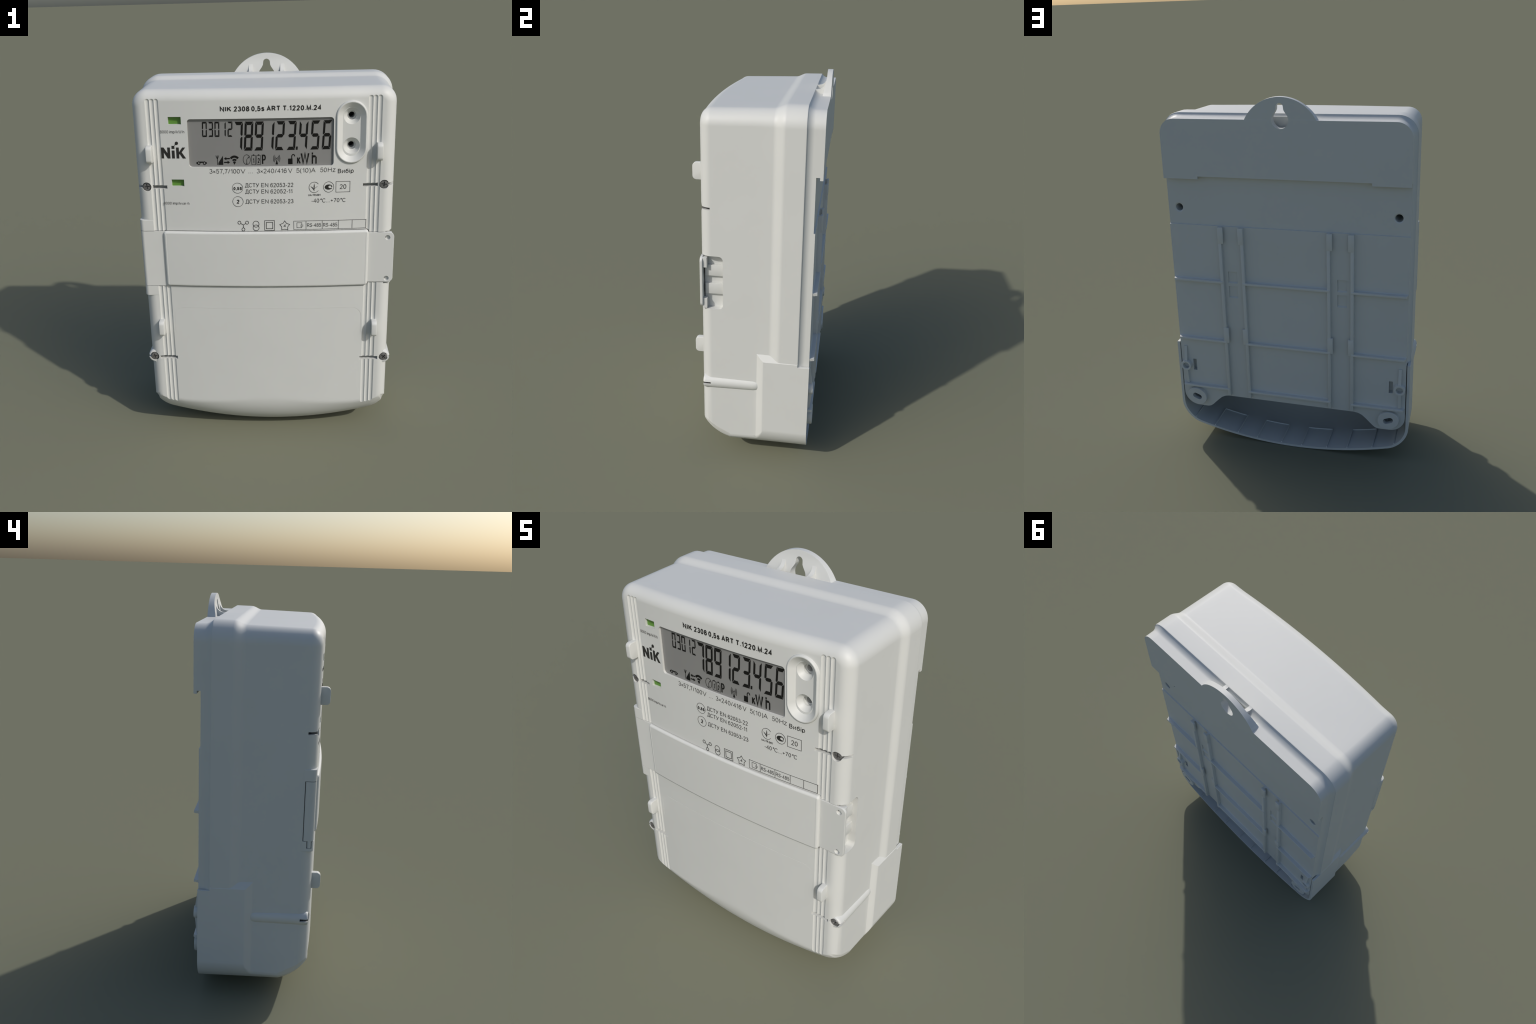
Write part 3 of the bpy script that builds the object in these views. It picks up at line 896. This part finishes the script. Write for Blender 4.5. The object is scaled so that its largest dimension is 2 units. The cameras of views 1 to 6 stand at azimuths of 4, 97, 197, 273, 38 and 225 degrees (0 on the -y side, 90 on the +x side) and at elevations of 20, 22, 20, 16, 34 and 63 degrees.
def split_off(ob, name, inside, z):
    """Cut a region of a seamless mesh loose as a part of its own, along the level z."""
    bm = bmesh.new()
    bm.from_mesh(ob.data)
    geom = [f for f in bm.faces if max(v.co.z for v in f.verts) > z and min(v.co.z for v in f.verts) < z and f.calc_center_median().y > 0.262]
    geom = geom + list({e for f in geom for e in f.edges}) + list({v for f in geom for v in f.verts})
    bmesh.ops.bisect_plane(bm, geom=geom, plane_co=(0, 0, z), plane_no=(0, 0, 1), dist=1e-6)
    other = bm.copy()
    bmesh.ops.delete(other, geom=[f for f in other.faces if not inside(f.calc_center_median())], context="FACES")
    bmesh.ops.delete(bm, geom=[f for f in bm.faces if inside(f.calc_center_median())], context="FACES")
    bm.to_mesh(ob.data)
    me = bpy.data.meshes.new(name)
    other.to_mesh(me)
    bm.free()
    other.free()
    me.materials.append(PLASTIC)
    part = bpy.data.objects.new(name, me)
    SCN.objects.link(part)
    part.parent = ob
    return part


# ------------------------------------------------------------------ back plate
def build_back(root):
    rings = []
    cove = [(0.2285, 0.6550, 1.9010)]
    for i in range(13):
        u = 1 - (1 - i / 12) ** 2.3
        cove.append((0.2298 + 0.036 * i / 12, 0.6600 - 0.0150 * u, 1.9070 - 0.0185 * u))
    cove += [(0.3060, 0.6450, 1.8885), (BACK, 0.6448, 1.8885)]
    for y, w, zt in cove:
        rings.append(ring(y, w, zt, 0.080 + (w - 0.645), 0.002, flat=0.590, low=0.8))
    plate = loft(rings, "back_plate")
    plate.parent = root
    low = [(0.6450, 0.70), (0.6450, 0.285)]
    low += [(0.560 + 0.085 * cos(radians(a)), 0.283 + 0.085 * sin(radians(a))) for a in range(-10, -91, -10)]
    low += [(0.500, 0.1975), (0.484, 0.2030), (0.470, 0.2140), (0.430, 0.2540), (0.412, 0.2700), (0.390, 0.2810), (0.366, 0.2850)]
    outline = low + [(-x, z) for x, z in reversed(low)]
    lower = prism(outline, "y", 0.2450, 0.2900)
    boolean(plate, [lower], "UNION")
    # stepped rear: recessed middle field, slightly prouder lower field, hooked lip above
    step = [(0.2870, -0.3), (0.2870, 1.3190), (0.2800, 1.3205), (0.2800, 1.5910), (0.2980, 1.5910), (0.2980, 1.5770), (0.40, 1.5770), (0.40, -0.3)]
    boolean(plate, [prism(step, "x", -0.8, 0.8), box(-0.454, 0.454, 0.290, 0.4, 1.5, 1.5920)])
    # rounded hanger with keyhole
    R, zc = 0.206, 1.794
    a1 = atan2(1.86 - zc, sqrt(R * R - (1.86 - zc) ** 2))
    arc = [(R * cos(lerp(a1, pi - a1, i / 40)), zc + R * sin(lerp(a1, pi - a1, i / 40))) for i in range(41)]
    # front face leans back towards the top
    vs, fs = [], []
    n = len(arc)

    def fy(z):
        return lerp(0.2700, 0.2860, smooth((z - 1.87) / 0.11))
    for x, z in arc:
        vs.append((x, fy(z), z))
    for x, z in arc:
        vs.append((x, BACK, z))
    fs = [tuple(range(n)), tuple(range(n, 2 * n))] + [(i, (i + 1) % n, n + (i + 1) % n, n + i) for i in range(n)]
    # upright strips keep the leaning face clean
    fs = []
    h = n // 2
    for base in (0, n):
        for i in range(h):
            q = (base + i, base + i + 1, base + n - 2 - i, base + n - 1 - i)
            fs.append(q if len(set(q)) == 4 else tuple(dict.fromkeys(q)))
    fs += [(i, (i + 1) % n, n + (i + 1) % n, n + i) for i in range(n)]
    hang = make("hanging_loop", vs, fs, PLASTIC, plate)
    round_edges(hang, 0.004, 3, 50, lambda e: all(v.co.z > 1.875 for v in e.verts))
    key = [(0.0185 * cos(radians(a)), 1.9520 + 0.0185 * sin(radians(a))) for a in range(0, 181, 15)]
    key += [(-0.0200, 1.9380), (-0.0260, 1.9270), (-0.0345, 1.9150)]
    key += [(0.0435 * cos(radians(a)), 1.8890 + 0.0435 * sin(radians(a))) for a in range(150, 391, 10)]
    key += [(0.0345, 1.9150), (0.0260, 1.9270), (0.0200, 1.9380)]
    boolean(hang, [prism(key, "y", 0.2, 0.4)])
    boolean(plate, [box(-0.0745, 0.0745, 0.2450, 0.2700, 1.8200, 1.95), prism(key, "y", 0.26, 0.4)])
    # screw bores
    for s in (-1, 1):
        boolean(plate, [lathe(s * 0.5850, 1.4120, [(0.0290, 0.35), (0.0290, 0.2830), (0.0262, 0.2795), (0.0205, 0.2765), (0.0200, 0.2000)], 32)])
    tools = []
    for s in (-1, 1):
        a, b = sorted((s * 0.5550, s * 0.5765))
        tools.append(box(a, b, 0.2600, 0.4, 0.4300, 0.5020))
        a, b = sorted((s * 0.2760, s * 0.3270))
        for z0, z1 in ((0.9980, 1.0640), (0.9110, 0.9790)):
            tools.append(prism([(0.2800, z1), (0.2800, z0 + 0.006), (0.2872, z0 - 0.002), (0.32, z0 - 0.002), (0.32, z1)], "x", a, b))
    boolean(plate, [join(tools)])

    # gussets between the hanger and the case top
    for s in (-1, 1):
        pts = [(0.2280, 1.87), (0.2280, 1.9085), (0.2380, 1.9070), (0.2500, 1.9090), (0.2610, 1.9140), (0.2700, 1.9220), (0.2770, 1.9320), (0.2820, 1.9440), (0.2860, 1.9560), (0.295, 1.9560), (0.295, 1.87)]
        a, b = sorted((s * 0.0740, s * 0.0950))
        prism(pts, "x", a, b, "hanger_gusset", parent=plate)

    # cross ribs: sloping top, square underside
    for z in (1.0085, 0.6475, 0.3425):
        rib = [(0.2800, z + 0.0075), (0.2875, z + 0.0060), (0.2900, z + 0.0035), (0.3100, z + 0.0022), (0.3112, z + 0.0008), (0.3112, z - 0.0085), (0.3100, z - 0.0100), (0.2800, z - 0.0108)]
        for x0, x1 in ((-0.6435, -0.352), (-0.238, 0.238), (0.352, 0.6435)):
            if z < 0.4:
                x0, x1 = max(x0, -0.6425), min(x1, 0.6425)
            r = prism(rib, "x", x0, x1, "stiffening_rib", parent=plate)
            for v in r.data.vertices:          # outer ends run out at a slant
                if abs(v.co.x) > 0.6 and v.co.y > 0.289:
                    v.co.x -= (0.008 if v.co.x > 0 else -0.008) * (v.co.y - 0.287) / 0.023
    # upright guide rails with overhanging pads
    for s in (-1, 1):
        for inner, outer, lip in ((0.2250, 0.2420, 0.2530), (0.3660, 0.3480, 0.3370)):
            a, b = sorted((s * inner, s * outer))
            rail = box(a, b, 0.2780, 0.3080, 0.2980, 1.3180, "guide_rail", bevel=0.002, seg=2, parent=plate)
            for z0, z1 in ((1.2290, 1.3200), (0.6400, 0.7330)):
                a2, b2 = sorted((s * inner, s * lip))
                box(a2 - 0.0006, b2 + 0.0006, 0.2985, 0.3100, z0, z1, "rail_pad", bevel=0.0018, seg=2, parent=rail)
    # screw pillars with spines, and mounting ears
    for s in (-1, 1):
        pillar = lathe(s * 0.6140, 0.4640, [(0.0320, 0.27), (0.0305, 0.3090), (0.0295, 0.3110), (0.0200, 0.3110), (0.0188, 0.3095), (0.0180, 0.2700), (0.001, 0.2700)], 40, "screw_pillar", PLASTIC, plate)
        for v in pillar.data.vertices:         # flat towards the cover rim
            v.co.x = max(-0.6445, min(0.6445, v.co.x))
        prism([(0.28, 0.584), (0.294, 0.584), (0.3080, 0.485), (0.28, 0.485)], "x", s * 0.6140 - 0.0080, s * 0.6140 + 0.0080, "pillar_spine", parent=plate)
        prism([(0.28, 0.446), (0.3080, 0.446), (0.2980, 0.348), (0.28, 0.348)], "x", s * 0.6145 - 0.0080, s * 0.6145 + 0.0080, "pillar_spine", parent=plate)
        ear = lathe(s * 0.5575, 0.2700, [(1.0, 0.2700), (1.0, 0.3090), (0.97, 0.3120), (0.05, 0.3120)], 48, "mounting_ear", PLASTIC, plate, 0.0590, 0.0520, s * radians(24))
        slot = []
        for i in range(28):
            a = 2 * pi * (i + 0.5) / 28
            dx = 0.0165 * cos(a) + (0.0115 if cos(a) >= 0 else -0.0115)
            dz = 0.0165 * sin(a)
            t = s * radians(22)
            slot.append((s * 0.5575 + dx * cos(t) - dz * sin(t), 0.2700 + dx * sin(t) + dz * cos(t)))
        cut = prism(slot, "y", 0.20, 0.40)
        cut2 = prism(slot, "y", 0.20, 0.40)
        boolean(ear, [cut])
        boolean(plate, [cut2])
        shade(ear, 28)
    boolean(plate, [hang], "UNION")
    shade(plate, 26, True)
    split_off(plate, "hanging_loop", lambda c: c.z > 1.8887 and abs(c.x) < 0.2 and c.y > 0.262, 1.8887)
    return plate


def build_knockouts(root):
    """Raised outlines of the cable knock-outs on the chamber floor."""
    def floor(x, y):
        return belly(x, y) + 0.012
    xs = (0.5900, 0.4690, 0.3260, 0.2070, 0.0600)
    for s in (-1, 1):
        for x in xs:
            vs, fs = [], []
            y0 = 0.105 if x < 0.5 else 0.150
            m = 8
            lift = 0.0065 if x < 0.5 else 0.014
            for i in range(m + 1):
                y = lerp(y0, 0.2840, i / m)
                z = floor(x, y)
                for dx, dz in ((-0.0028, -0.004), (0.0028, -0.004), (0.0028, lift), (-0.0028, lift)):
                    vs.append((s * x + dx, y, z + dz))
            for i in range(m):
                for j in range(4):
                    k = (j + 1) % 4
                    fs.append((4 * i + j, 4 * i + k, 4 * i + 4 + k, 4 * i + 4 + j))
            fs += [(0, 1, 2, 3), tuple(4 * m + j for j in range(4))]
            make("knockout_rib", vs, fs, PLASTIC, root)
        for xa, xb in ((0.3260, 0.4690), (0.0600, 0.2070)):
            vs, fs = [], []
            m = 10
            for i in range(m + 1):
                x = lerp(xa, xb, i / m)
                z = floor(x, 0.107)
                for dy, dz in ((-0.0028, -0.004), (0.0028, -0.004), (0.0028, 0.006), (-0.0028, 0.006)):
                    vs.append((s * x, 0.107 + dy, z + dz))
            for i in range(m):
                for j in range(4):
                    k = (j + 1) % 4
                    fs.append((4 * i + j, 4 * i + k, 4 * i + 4 + k, 4 * i + 4 + j))
            fs += [(0, 1, 2, 3), tuple(4 * m + j for j in range(4))]
            make("knockout_rib", vs, fs, PLASTIC, root)


# ------------------------------------------------------------------ assembly
root = bpy.data.objects.new("electricity_meter", None)
SCN.objects.link(root)
root["label"] = "white plastic wall-mounted electricity meter with grey digital display"
root["category"] = "electricity meter"

case = build_case()
case.parent = root
cut_case(case)
build_hatch(root)
build_side_pocket(root)
build_display(root)
build_port(root)
build_lights(root)
build_tab(root)
build_screws(root)
build_print(root)
build_back(root)
build_knockouts(root)
for ob in list(bpy.data.objects):
    if ob.name.startswith("helper"):
        bpy.data.objects.remove(ob)
